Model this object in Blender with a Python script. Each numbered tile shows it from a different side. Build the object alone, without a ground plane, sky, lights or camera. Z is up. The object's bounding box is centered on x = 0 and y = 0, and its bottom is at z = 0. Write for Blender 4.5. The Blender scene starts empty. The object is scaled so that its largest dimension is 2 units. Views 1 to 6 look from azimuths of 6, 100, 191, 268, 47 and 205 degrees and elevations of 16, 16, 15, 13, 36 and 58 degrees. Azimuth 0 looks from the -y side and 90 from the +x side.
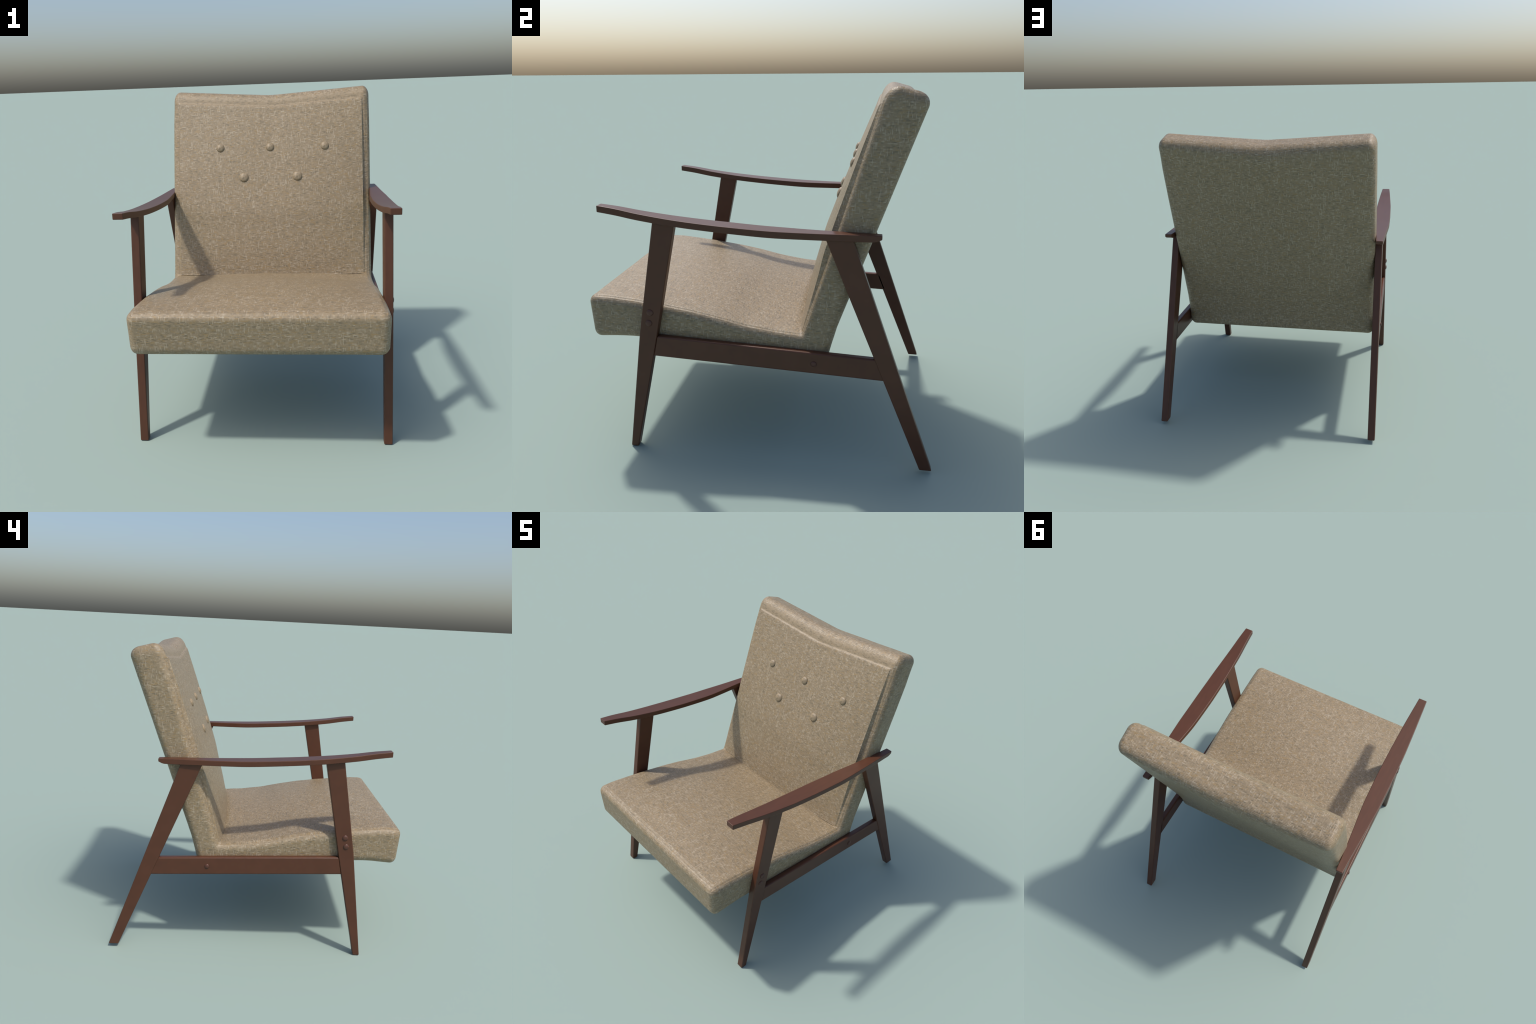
"""Mid-century lounge armchair: L-shaped upholstered body, raised button panel,
two A-shaped wooden side frames with curved armrests."""
import bpy, bmesh, math
import numpy as np
from mathutils import Vector, noise

# ------------------------------------------------------------------ materials
def new_mat(name):
    m = bpy.data.materials.new(name)
    m.use_nodes = True
    nt = m.node_tree
    nt.nodes.clear()
    out = nt.nodes.new('ShaderNodeOutputMaterial')
    b = nt.nodes.new('ShaderNodeBsdfPrincipled')
    nt.links.new(b.outputs[0], out.inputs[0])
    return m, nt, b


class Graph:
    """tiny helper around a node tree"""
    def __init__(self, nt):
        self.nt = nt

    def node(self, kind, **kw):
        n = self.nt.nodes.new(kind)
        for k, v in kw.items():
            setattr(n, k, v)
        return n

    def put(self, sock, v):
        if isinstance(v, bpy.types.NodeSocket):
            self.nt.links.new(v, sock)
        else:
            sock.default_value = v

    def math(self, op, a, b=0.0, c=None):
        n = self.node('ShaderNodeMath', operation=op)
        self.put(n.inputs[0], a)
        self.put(n.inputs[1], b)
        if c is not None:
            self.put(n.inputs[2], c)
        return n.outputs[0]

    def mixf(self, f, a, b):
        n = self.node('ShaderNodeMix', data_type='FLOAT')
        self.put(n.inputs[0], f); self.put(n.inputs[2], a); self.put(n.inputs[3], b)
        return n.outputs[0]

    def mixc(self, f, a, b, blend='MIX'):
        n = self.node('ShaderNodeMix', data_type='RGBA', blend_type=blend)
        self.put(n.inputs[0], f); self.put(n.inputs[6], a); self.put(n.inputs[7], b)
        return n.outputs[2]

    def xyz(self, x, y, z):
        n = self.node('ShaderNodeCombineXYZ')
        for i, v in enumerate((x, y, z)):
            self.put(n.inputs[i], v)
        return n.outputs[0]

    def noise(self, vec, scale, detail=2.0, rough=0.5):
        n = self.node('ShaderNodeTexNoise')
        self.put(n.inputs['Vector'], vec)
        n.inputs['Scale'].default_value = scale
        n.inputs['Detail'].default_value = detail
        n.inputs['Roughness'].default_value = rough
        return n.outputs[0]

    def ramp(self, f, stops):
        n = self.node('ShaderNodeValToRGB')
        self.put(n.inputs[0], f)
        e = n.color_ramp.elements
        while len(e) < len(stops):
            e.new(0.5)
        for el, (p, c) in zip(e, stops):
            el.position = p
            el.color = (c, c, c, 1) if isinstance(c, float) else (*c, 1)
        return n.outputs[0]


FABRIC_BASE = (0.266, 0.204, 0.127)
FABRIC_DARK = (0.128, 0.103, 0.066)
FABRIC_LIGHT = (0.44, 0.375, 0.28)
FABRIC_OCHRE = (0.29, 0.195, 0.085)
RIB = 0.0066            # distance between weft threads
WARP = 0.0046           # distance between warp threads


def fabric(name, weave=1.0):
    """woven tweed: weft ribs, slubs along both thread directions"""
    m, nt, b = new_mat(name)
    g = Graph(nt)
    tc = g.node('ShaderNodeTexCoord')
    sp = g.node('ShaderNodeSeparateXYZ'); g.put(sp.inputs[0], tc.outputs['Object'])
    sn = g.node('ShaderNodeSeparateXYZ'); g.put(sn.inputs[0], tc.outputs['Normal'])
    x, y, z = sp.outputs
    side = g.math('GREATER_THAN', g.math('ABSOLUTE', sn.outputs[0]), 0.74)
    wob = g.noise(tc.outputs['Object'], 9.0, 2.0)
    wob = g.math('MULTIPLY', g.math('SUBTRACT', wob, 0.5), 0.02)
    u = g.mixf(side, x, y)
    # threads run across: measure the weave up the back and front, but along y on top
    flat = g.math('GREATER_THAN', sn.outputs[2], 0.72)
    v = g.mixf(flat, g.math('MULTIPLY', z, 1.05), y)
    v = g.mixf(side, v, g.math('ADD', wob, z))
    row = g.math('FLOOR', g.math('DIVIDE', v, RIB))          # one value per weft thread
    colm = g.math('FLOOR', g.math('DIVIDE', u, WARP))        # one value per warp thread
    # slubs run along their own thread, so the flecks stay square to the weave
    weft = g.noise(g.xyz(g.math('MULTIPLY', u, 38.0), g.math('MULTIPLY', row, 7.31), 0.0), 1.0, 1.0, 0.5)
    warp = g.noise(g.xyz(g.math('MULTIPLY', colm, 5.77), g.math('MULTIPLY', v, 27.0), 3.7), 1.0, 1.0, 0.5)
    clump = g.noise(g.xyz(g.math('MULTIPLY', u, 11.0), g.math('MULTIPLY', v, 6.0), 1.3), 1.0, 3.0, 0.6)
    tint = g.noise(g.xyz(g.math('MULTIPLY', u, 36.0), g.math('MULTIPLY', row, 3.9), 8.1), 1.0, 1.0)
    rib = g.math('SINE', g.math('MULTIPLY', v, 2 * math.pi / RIB))
    col = g.mixc(g.ramp(weft, [(0.30, 0.65), (0.50, 0.0)]), FABRIC_BASE + (1,), FABRIC_DARK + (1,))
    col = g.mixc(g.ramp(tint, [(0.52, 0.0), (0.70, 0.7 * weave)]), col, FABRIC_OCHRE + (1,))
    fleck = g.math('ADD', warp, g.math('MULTIPLY', g.math('SUBTRACT', clump, 0.5), 0.20))
    col = g.mixc(g.ramp(fleck, [(0.595, 0.0), (0.71, 0.52 * weave)]), col, FABRIC_LIGHT + (1,))
    col = g.mixc(g.ramp(weft, [(0.58, 0.0), (0.71, 0.52 * weave)]), col, FABRIC_LIGHT + (1,))
    col = g.mixc(g.math('MULTIPLY', g.math('MULTIPLY_ADD', rib, -0.5, 0.5), 0.30 * weave), col, FABRIC_DARK + (1,))
    g.put(b.inputs['Base Color'], col)
    b.inputs['Roughness'].default_value = 0.47
    b.inputs['Specular IOR Level'].default_value = 0.43
    h = g.math('ADD', g.math('MULTIPLY', rib, 0.12), g.math('ADD', weft, g.math('MULTIPLY', warp, 0.8)))
    bp = g.node('ShaderNodeBump')
    bp.inputs['Strength'].default_value = 0.42 * weave
    bp.inputs['Distance'].default_value = 0.004
    g.put(bp.inputs['Height'], h)
    g.put(b.inputs['Normal'], bp.outputs[0])
    return m


def wood(name, base, dark):
    m, nt, b = new_mat(name)
    g = Graph(nt)
    tc = g.node('ShaderNodeTexCoord')
    mp = g.node('ShaderNodeMapping')
    g.put(mp.inputs[0], tc.outputs['Object'])
    mp.inputs['Scale'].default_value = (30.0, 5.0, 5.0)
    grain = g.noise(mp.outputs[0], 2.0, 4.0, 0.6)
    cloud = g.noise(tc.outputs['Object'], 3.5, 2.0)
    col = g.mixc(g.ramp(grain, [(0.35, 0.0), (0.70, 0.55)]), base + (1,), dark + (1,))
    col = g.mixc(g.ramp(cloud, [(0.40, 0.0), (0.75, 0.25)]), col, dark + (1,))
    g.put(b.inputs['Base Color'], col)
    b.inputs['Roughness'].default_value = 0.38
    b.inputs['Specular IOR Level'].default_value = 0.36
    return m


FABRIC = fabric('tweed_upholstery')
FABRIC_BUTTON = fabric('tweed_button', 0.5)
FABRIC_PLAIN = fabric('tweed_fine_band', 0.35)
WOOD = wood('stained_wood', (0.086, 0.032, 0.0165), (0.066, 0.025, 0.013))
BOLT = wood('wooden_plug', (0.084, 0.034, 0.022), (0.066, 0.027, 0.017))

# ------------------------------------------------------------------ helpers
def add_obj(name, mesh, parent, mat=None):
    o = bpy.data.objects.new(name, mesh)
    bpy.context.scene.collection.objects.link(o)
    o.parent = parent
    if mat:
        mesh.materials.append(mat)
    return o


def mesh_from(name, verts, faces, smooth=True):
    me = bpy.data.meshes.new(name)
    me.from_pydata([tuple(map(float, v)) for v in verts], [], faces)
    me.update()
    me.polygons.foreach_set('use_smooth', [smooth] * len(me.polygons))
    return me


def smoothstep(a, b, x):
    t = np.clip((x - a) / (b - a), 0, 1)
    return t * t * (3 - 2 * t)


def monotone(xs, ys, q):
    """monotone cubic interpolation"""
    xs, ys, q = map(lambda a: np.asarray(a, float), (xs, ys, q))
    h = np.diff(xs); d = np.diff(ys) / h
    m = np.zeros_like(ys)
    m[0], m[-1] = d[0], d[-1]
    for i in range(1, len(xs) - 1):
        if d[i - 1] * d[i] > 0:
            w1, w2 = 2 * h[i] + h[i - 1], h[i] + 2 * h[i - 1]
            m[i] = (w1 + w2) / (w1 / d[i - 1] + w2 / d[i])
    k = np.clip(np.searchsorted(xs, q) - 1, 0, len(h) - 1)
    t = (q - xs[k]) / h[k]
    return ((1 + 2 * t) * (1 - t) ** 2 * ys[k] + t * (1 - t) ** 2 * h[k] * m[k]
            + t * t * (3 - 2 * t) * ys[k + 1] + t * t * (t - 1) * h[k] * m[k + 1])


# ------------------------------------------------------------------ upholstered body
# stations along the body, each a pair: (upper / front point) and (lower / rear point), as (y, z)
STATIONS = [
    ((-0.952, 0.892), (-0.934, 0.640)),
    ((-0.850, 0.890), (-0.850, 0.645)),
    ((-0.750, 0.882), (-0.740, 0.652)),
    ((-0.600, 0.866), (-0.600, 0.644)),
    ((-0.500, 0.853), (-0.500, 0.635)),
    ((-0.250, 0.811), (-0.250, 0.611)),
    ((-0.070, 0.770), (-0.050, 0.591)),
    ((0.080, 0.748), (0.120, 0.570)),
    ((0.190, 0.737), (0.260, 0.556)),
    ((0.228, 0.734), (0.352, 0.540)),
    ((0.240, 0.738), (0.371, 0.551)),
    ((0.248, 0.757), (0.383, 0.618)),
    ((0.263, 0.806), (0.423, 0.774)),
    ((0.345, 1.073), (0.525, 1.064)),
    ((0.490, 1.546), (0.706, 1.577)),
    ((0.633, 2.0165), (0.842, 1.960)),
]
FR = np.array([f for f, r in STATIONS]); RE = np.array([r for f, r in STATIONS])
_d = 0.5 * (np.linalg.norm(np.diff(FR, axis=0), axis=1) + np.linalg.norm(np.diff(RE, axis=0), axis=1))
SS = np.concatenate([[0], np.cumsum(_d)])
LEN = SS[-1]
S_CORNER = SS[10]

_q = np.linspace(0, LEN, 3000)
def _curve(P):
    out = np.empty((len(_q), 2))
    for k in range(2):
        cub = monotone(SS, P[:, k], _q)
        lin = np.interp(_q, SS, P[:, k])
        f = smoothstep(SS[11], SS[12], _q)
        out[:, k] = cub * (1 - f) + lin * f
    return out
_FC, _RC = _curve(FR), _curve(RE)

def front_at(s):
    return np.stack([np.interp(s, _q, _FC[:, k]) for k in range(2)], -1)
def rear_at(s):
    return np.stack([np.interp(s, _q, _RC[:, k]) for k in range(2)], -1)

HALF = 0.705
R_EDGE = 0.048

def graded(lo, hi, r, n_edge, n_mid):
    """grid positions, finer within r of both ends"""
    a = np.linspace(0, 1, n_edge + 1)[:-1] * r
    mid = np.linspace(lo + r, hi - r, n_mid)
    return np.concatenate([lo + a, mid, (hi - a)[::-1]])

PANEL_HALF = 0.648       # half width of the raised front panel of the back

def rim_y(z):
    """front plane of the back at height z"""
    return 0.243 + (z - 0.7385) * (0.365 / 1.1915)


def bulge(x, z):
    """how far the front panel stands proud: stuffed edge plus a belly in the middle"""
    edge = monotone([0.70, 0.75, 0.90, 1.05, 1.20, 1.45, 1.70, 1.85, 1.915, 1.935, 2.10],
                    [0.004, 0.006, 0.012, 0.020, 0.030, 0.027, 0.019, 0.012, 0.008, 0.0, 0.0], z)
    mid = monotone([0.70, 0.74, 0.95, 1.10, 1.30, 1.60, 1.80, 1.93, 2.10],
                   [0.030, 0.033, 0.045, 0.042, 0.033, 0.020, 0.009, 0.0, 0.0], z)
    fold = 0.003 * np.clip(1 - np.abs(x) / 0.12, 0, 1) * smoothstep(1.2, 1.7, z) * (1 - smoothstep(1.85, 1.93, z))
    return edge - fold + mid * np.clip(1 - (np.abs(x) / PANEL_HALF) ** (2 + 1.5 * smoothstep(1.1, 1.6, z)), 0, 1)


def build_body():
    band = LEN - 0.090
    ns = np.unique(np.round(np.concatenate([graded(0, LEN, 0.07, 10, 280), [band, S_CORNER]]), 6))
    pw = np.array([PANEL_HALF, PANEL_HALF + 0.0110]) / HALF
    nw = np.unique(np.round(np.concatenate([graded(-1, 1, R_EDGE / HALF, 8, 131), pw, -pw]), 7))
    nt = graded(0, 1, 0.22, 8, 9)
    ids, pts, grid = {}, [], []
    def vid(i, j, k):
        key = (i, j, k)
        if key not in ids:
            ids[key] = len(pts)
            pts.append((ns[i], nw[j], nt[k]))
            grid.append(key)
        return ids[key]
    faces, kind = [], []
    I, J, K = len(ns), len(nw), len(nt)
    i_corner = int(np.argmin(np.abs(ns - S_CORNER)))
    i_band = int(np.argmin(np.abs(ns - band)))
    i_band_top = int(np.argmin(np.abs(ns - (LEN - 0.034))))
    inside = np.abs(nw) <= PANEL_HALF / HALF + 1e-6
    for i in range(I - 1):
        base = 'seat' if i < i_corner else 'backrest'
        for j in range(J - 1):
            k0 = base
            if base == 'backrest' and inside[j] and inside[j + 1]:
                k0 = 'front_panel' if i < i_band else ('band' if i < i_band_top else base)
            faces.append((vid(i, j, 0), vid(i, j + 1, 0), vid(i + 1, j + 1, 0), vid(i + 1, j, 0))); kind.append(k0)
            faces.append((vid(i, j, K - 1), vid(i + 1, j, K - 1), vid(i + 1, j + 1, K - 1), vid(i, j + 1, K - 1))); kind.append(base)
        for k in range(K - 1):
            faces.append((vid(i, 0, k), vid(i + 1, 0, k), vid(i + 1, 0, k + 1), vid(i, 0, k + 1))); kind.append(base)
            faces.append((vid(i, J - 1, k), vid(i, J - 1, k + 1), vid(i + 1, J - 1, k + 1), vid(i + 1, J - 1, k))); kind.append(base)
    for j in range(J - 1):
        for k in range(K - 1):
            faces.append((vid(0, j, k), vid(0, j, k + 1), vid(0, j + 1, k + 1), vid(0, j + 1, k))); kind.append('seat')
            faces.append((vid(I - 1, j, k), vid(I - 1, j + 1, k), vid(I - 1, j + 1, k + 1), vid(I - 1, j, k + 1))); kind.append('backrest')
    P = np.array(pts); G = np.array(grid)
    s, w, t = P[:, 0], P[:, 1] * HALF, P[:, 2]
    T = np.linalg.norm(rear_at(s) - front_at(s), axis=1)
    th = t * T
    # round the box in (s, w, thickness) space; the top end of the back is rounder
    r = R_EDGE
    rs = np.where(s > LEN / 2, 0.066, R_EDGE)
    rt = R_EDGE + 0.020 * smoothstep(LEN - 0.25, LEN - 0.08, s)
    p = np.stack([s * r / rs, w, th * r / rt], 1)
    lo = np.stack([np.full_like(s, r), np.full_like(s, -HALF + r), np.full_like(s, r)], 1)
    hi = np.stack([LEN * r / rs - r, np.full_like(s, HALF - r), T * r / rt - r], 1)
    q = np.clip(p, lo, hi)
    d = p - q
    n = np.linalg.norm(d, axis=1, keepdims=True)
    p = q + d / np.maximum(n, 1e-9) * r
    s, w, th = p[:, 0] * rs / r, p[:, 1], p[:, 2] * rt / r
    z_flat = front_at(s)[:, 1]
    # V dip in the middle of the top edge, straight slopes to both corners
    dip = 0.042 * np.clip(1.02 - np.sqrt((w / 0.65) ** 2 + 0.0015), 0, 1)
    drop = dip * smoothstep(LEN - 0.75, LEN - 0.02, s)
    F, R = front_at(s), rear_at(s)
    tt = th / np.linalg.norm(R - F, axis=1)
    yz = F + (R - F) * tt[:, None]
    yz[:, 1] -= drop
    yz[:, 0] -= 0.33 * drop * np.clip(1 - 1.3 * tt, 0, 1)
    # tilted facet between the front panel and the rounded top
    yz[:, 0] += 0.005 * np.clip((P[:, 0] - (LEN - 0.090)) / 0.045, 0, 1) * np.clip(1 - 2 * tt, 0, 1)
    seat = 1 - smoothstep(S_CORNER - 0.10, S_CORNER + 0.05, s)
    yz[:, 1] += (0.001 + 0.014 * (1 - (w / HALF) ** 2)) * smoothstep(0.0, 0.25, s) * seat * (1 - tt)
    # broad cushion swell in the middle of the seat
    swell = np.clip(1 - (w / 0.66) ** 2, 0, 1) ** 1.2 * np.clip(1 - ((yz[:, 0] + 0.28) / 0.58) ** 2, 0, 1) ** 1.2
    yz[:, 1] += 0.029 * swell * seat * (1 - tt)
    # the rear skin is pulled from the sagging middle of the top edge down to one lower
    # corner: two flat triangles that rise towards the middle of the top
    f = np.clip((yz[:, 1] - 0.60) / 1.30, 0, 1)
    X = w / 0.67
    rise = np.clip(np.minimum((2 * f - 1) - X, X + 1), 0, 1)
    rise *= np.clip((LEN - 0.03 - s) / 0.08, 0, 1) * smoothstep(S_CORNER, S_CORNER + 0.1, s)
    yz[:, 0] += 0.020 * rise * np.clip(tt * 2 - 1, 0, 1)
    # raised panel on the front of the back
    on_panel = (G[:, 2] == 0) & (np.abs(P[:, 1]) <= PANEL_HALF / HALF + 1e-6) & (G[:, 0] >= i_corner) & (G[:, 0] <= i_band)
    yz[on_panel, 0] -= bulge(w[on_panel], z_flat[on_panel])
    # sides pull in towards the underside / rear
    taper = 0.007 * tt
    x = w * (1 - taper / HALF)
    V = np.stack([x, yz[:, 0], yz[:, 1]], 1)
    # stitched seam: a shallow crease in the rounded upper rim
    on_seam = (G[:, 2] == 0) & (((G[:, 1] == 4) | (G[:, 1] == J - 5)) | ((G[:, 0] == 5) & (np.abs(w) < HALF - 0.03)))
    V[on_seam, 2] -= np.where(s[on_seam] < S_CORNER, 0.0030, 0.0)
    V[on_seam, 1] += np.where(s[on_seam] >= S_CORNER, 0.0025, 0.0)
    # hand-stuffed unevenness along the seat edges
    for i in range(len(V)):
        e = abs(abs(x[i]) - HALF) < 0.07
        a = 0.0028 if e and s[i] < S_CORNER else 0.0008
        V[i, 2] += a * noise.noise(Vector((V[i, 0] * 7, V[i, 1] * 9, V[i, 2] * 7)))
    return V, faces, kind


def build_upholstery(parent):
    V, faces, kind = build_body()
    whole = mesh_from('upholstery_whole', V, faces)
    vn = np.array([v.vector for v in whole.vertex_normals])
    bpy.data.meshes.remove(whole)
    groups = {'seat': ('seat',), 'backrest': ('backrest', 'band'), 'front_panel': ('front_panel',)}
    used_by = {}
    for name, kinds in groups.items():
        for f, k in zip(faces, kind):
            if k in kinds:
                for i in f:
                    used_by.setdefault(i, set()).add(name)
    out = {}
    for name, kinds in groups.items():
        sel = [n for n, k in enumerate(kind) if k in kinds]
        used = sorted({i for n in sel for i in faces[n]})
        remap = {v: k for k, v in enumerate(used)}
        me = mesh_from(name, V[used], [tuple(remap[i] for i in faces[n]) for n in sel])
        o = add_obj(name, me, out.get('backrest', parent) if name == 'front_panel' else parent, FABRIC)
        if name == 'backrest':
            me.materials.append(FABRIC_PLAIN)
            me.polygons.foreach_set('material_index', [int(kind[n] == 'band') for n in sel])
        me.set_sharp_from_angle(angle=math.radians(55))
        # no shading seam where regions meet; the panel's side walls stay crisp
        cn = []
        for v in used:
            wall = 'front_panel' in used_by[v] and abs(abs(V[v, 0]) - PANEL_HALF) < 0.004
            cn.append(tuple(vn[v]) if len(used_by[v]) > 1 and not wall else (0.0, 0.0, 0.0))
        me.normals_split_custom_set_from_vertices(cn)
        out[name] = o
    return out


def build_buttons(parent):
    """covered buttons in two rows: three above, two below"""
    meshes = {}
    for x, z, r in ((-0.352, 1.608, 0.030), (0.002, 1.606, 0.030), (0.386, 1.606, 0.030),
                    (-0.183, 1.406, 0.034), (0.194, 1.408, 0.034)):
        if r not in meshes:
            bm = bmesh.new()
            bmesh.ops.create_uvsphere(bm, u_segments=36, v_segments=24, radius=1.0)
            for v in bm.verts:
                v.co = (v.co.x * r, v.co.y * 0.0175, v.co.z * r)
            me = bpy.data.meshes.new('button')
            bm.to_mesh(me); bm.free()
            me.polygons.foreach_set('use_smooth', [True] * len(me.polygons))
            me.materials.append(FABRIC_BUTTON)
            meshes[r] = me
        o = bpy.data.objects.new('button', meshes[r])
        bpy.context.scene.collection.objects.link(o)
        o.parent = parent
        o.location = (x, rim_y(z) - float(bulge(x, z)) + 0.003, z)
        o.rotation_euler = (math.radians(-18), 0, 0)


# ------------------------------------------------------------------ wooden frame
def bevel_mesh(bm, width, segments=3, angle=25):
    edges = [e for e in bm.edges if len(e.link_faces) == 2 and
             e.calc_face_angle(0) > math.radians(angle)]
    bmesh.ops.bevel(bm, geom=edges, offset=width, offset_type='OFFSET', segments=segments,
                    profile=0.5, affect='EDGES', clamp_overlap=True)


def finish(bm, name):
    bmesh.ops.recalc_face_normals(bm, faces=bm.faces)
    me = bpy.data.meshes.new(name)
    bm.to_mesh(me); bm.free()
    me.polygons.foreach_set('use_smooth', [True] * len(me.polygons))
    # keep the broad faces flat and let only the narrow chamfers turn the light
    acc = np.zeros((len(me.vertices), 3))
    for p in me.polygons:
        nrm = np.array(p.normal) * p.area ** 2
        for vi in p.vertices:
            acc[vi] += nrm
    acc /= np.linalg.norm(acc, axis=1, keepdims=True)
    me.normals_split_custom_set_from_vertices([tuple(a) for a in acc])
    return me


def plank(name, outline, x0, x1, side, bevel):
    """flat piece cut to a side outline (y, z), between x0 and x1 on one side"""
    bm = bmesh.new()
    a = [bm.verts.new((side * x0, y, z)) for y, z in outline]
    b = [bm.verts.new((side * x1, y, z)) for y, z in outline]
    n = len(outline)
    bm.faces.new(a); bm.faces.new(b)
    for i in range(n):
        bm.faces.new((a[i], a[(i + 1) % n], b[(i + 1) % n], b[i]))
    bmesh.ops.recalc_face_normals(bm, faces=bm.faces)
    bevel_mesh(bm, bevel)
    return finish(bm, name)


ARM_Y = [-0.826, -0.735, -0.60, -0.375, -0.144, 0.118, 0.357, 0.52, 0.600, 0.636]
ARM_TOP = [1.4115, 1.400, 1.377, 1.3485, 1.3285, 1.3130, 1.3075, 1.306, 1.3048, 1.304]
ARM_LOW = [1.3765, 1.3645, 1.342, 1.3145, 1.2945, 1.2780, 1.2730, 1.2705, 1.2705, 1.284]
ARM_OUT = [0.7527, 0.7585, 0.766, 0.777, 0.7805, 0.7795, 0.767, 0.7585, 0.7545, 0.7530]
ARM_IN = [0.6940, 0.6885, 0.679, 0.6695, 0.6655, 0.6700, 0.690, 0.702, 0.7055, 0.7065]

def armrest(side):
    ys = np.array(sorted(set(np.linspace(-0.826, 0.60, 60).tolist() + [0.615, 0.628, 0.636])))
    top, low = monotone(ARM_Y, ARM_TOP, ys), monotone(ARM_Y, ARM_LOW, ys)
    xo = np.interp(ys, ARM_Y, ARM_OUT); xi = np.interp(ys, ARM_Y, ARM_IN)
    for _ in range(3):
        xo[1:-1] = 0.25 * xo[:-2] + 0.5 * xo[1:-1] + 0.25 * xo[2:]
        xi[1:-1] = 0.25 * xi[:-2] + 0.5 * xi[1:-1] + 0.25 * xi[2:]
    bm = bmesh.new()
    rings = [[bm.verts.new((side * a, y, z)) for a, z in ((i, t), (o, t), (o, l), (i, l))]
             for y, t, l, o, i in zip(ys, top, low, xo, xi)]
    for p, q in zip(rings[:-1], rings[1:]):
        for k in range(4):
            bm.faces.new((p[k], p[(k + 1) % 4], q[(k + 1) % 4], q[k]))
    bm.faces.new(rings[0]); bm.faces.new(rings[-1][::-1])
    bmesh.ops.recalc_face_normals(bm, faces=bm.faces)
    bevel_mesh(bm, 0.004, 3, 40)
    return finish(bm, 'armrest')


LEG_FRONT = [(-0.530, 1.325), (-0.640, 0.700), (-0.7355, 0.0), (-0.692, 0.0), (-0.541, 0.700), (-0.413, 1.314)]
LEG_REAR = [(0.3590, 1.272), (0.8855, 0.0205), (0.9495, 0.0205), (0.4965, 1.270)]
RAIL = [(-0.5450, 0.6945), (-0.5710, 0.5765), (0.7000, 0.5237), (0.6500, 0.6437)]

def dome(name, r, h, mat):
    bm = bmesh.new()
    bmesh.ops.create_uvsphere(bm, u_segments=28, v_segments=16, radius=1.0)
    for v in bm.verts:
        v.co = (v.co.x * h, v.co.y * r, v.co.z * r)
    me = bpy.data.meshes.new(name)
    bm.to_mesh(me); bm.free()
    me.polygons.foreach_set('use_smooth', [True] * len(me.polygons))
    me.materials.append(mat)
    return me


def lift(outline, dz):
    return [(y, z + (dz if z > 1.2 else 0)) for y, z in outline]


def build_frames(root):
    plug = dome('plug', 0.0190, 0.0085, BOLT)
    small = dome('plug', 0.0160, 0.0085, BOLT)
    for side in (1, -1):
        frame = bpy.data.objects.new('side_frame', None)
        bpy.context.scene.collection.objects.link(frame)
        frame.parent = root
        add_obj('armrest', armrest(side), frame, WOOD)
        add_obj('front_leg', plank('front_leg', lift(LEG_FRONT, 0.012), 0.697, 0.7465, side, 0.006), frame, WOOD)
        add_obj('rear_leg', plank('rear_leg', lift(LEG_REAR, 0.008), 0.699, 0.7465, side, 0.006), frame, WOOD)
        add_obj('side_rail', plank('side_rail', RAIL, 0.699, 0.742, side, 0.010), frame, WOOD)
        for y, z, x, me in ((-0.572, 0.8314, 0.7465, plug), (-0.5825, 0.7714, 0.7465, plug),
                            (0.3117, 0.597, 0.742, small)):
            o = bpy.data.objects.new('plug', me)
            bpy.context.scene.collection.objects.link(o)
            o.parent = frame
            o.location = (side * x, y, z)


# ------------------------------------------------------------------ assemble
chair = bpy.data.objects.new('armchair', None)
bpy.context.scene.collection.objects.link(chair)
chair['label'] = 'retro lounge armchair with beige tweed upholstery and dark wooden frame'
chair['category'] = 'armchair'
parts = build_upholstery(chair)
build_buttons(parts['backrest'])
build_frames(chair)
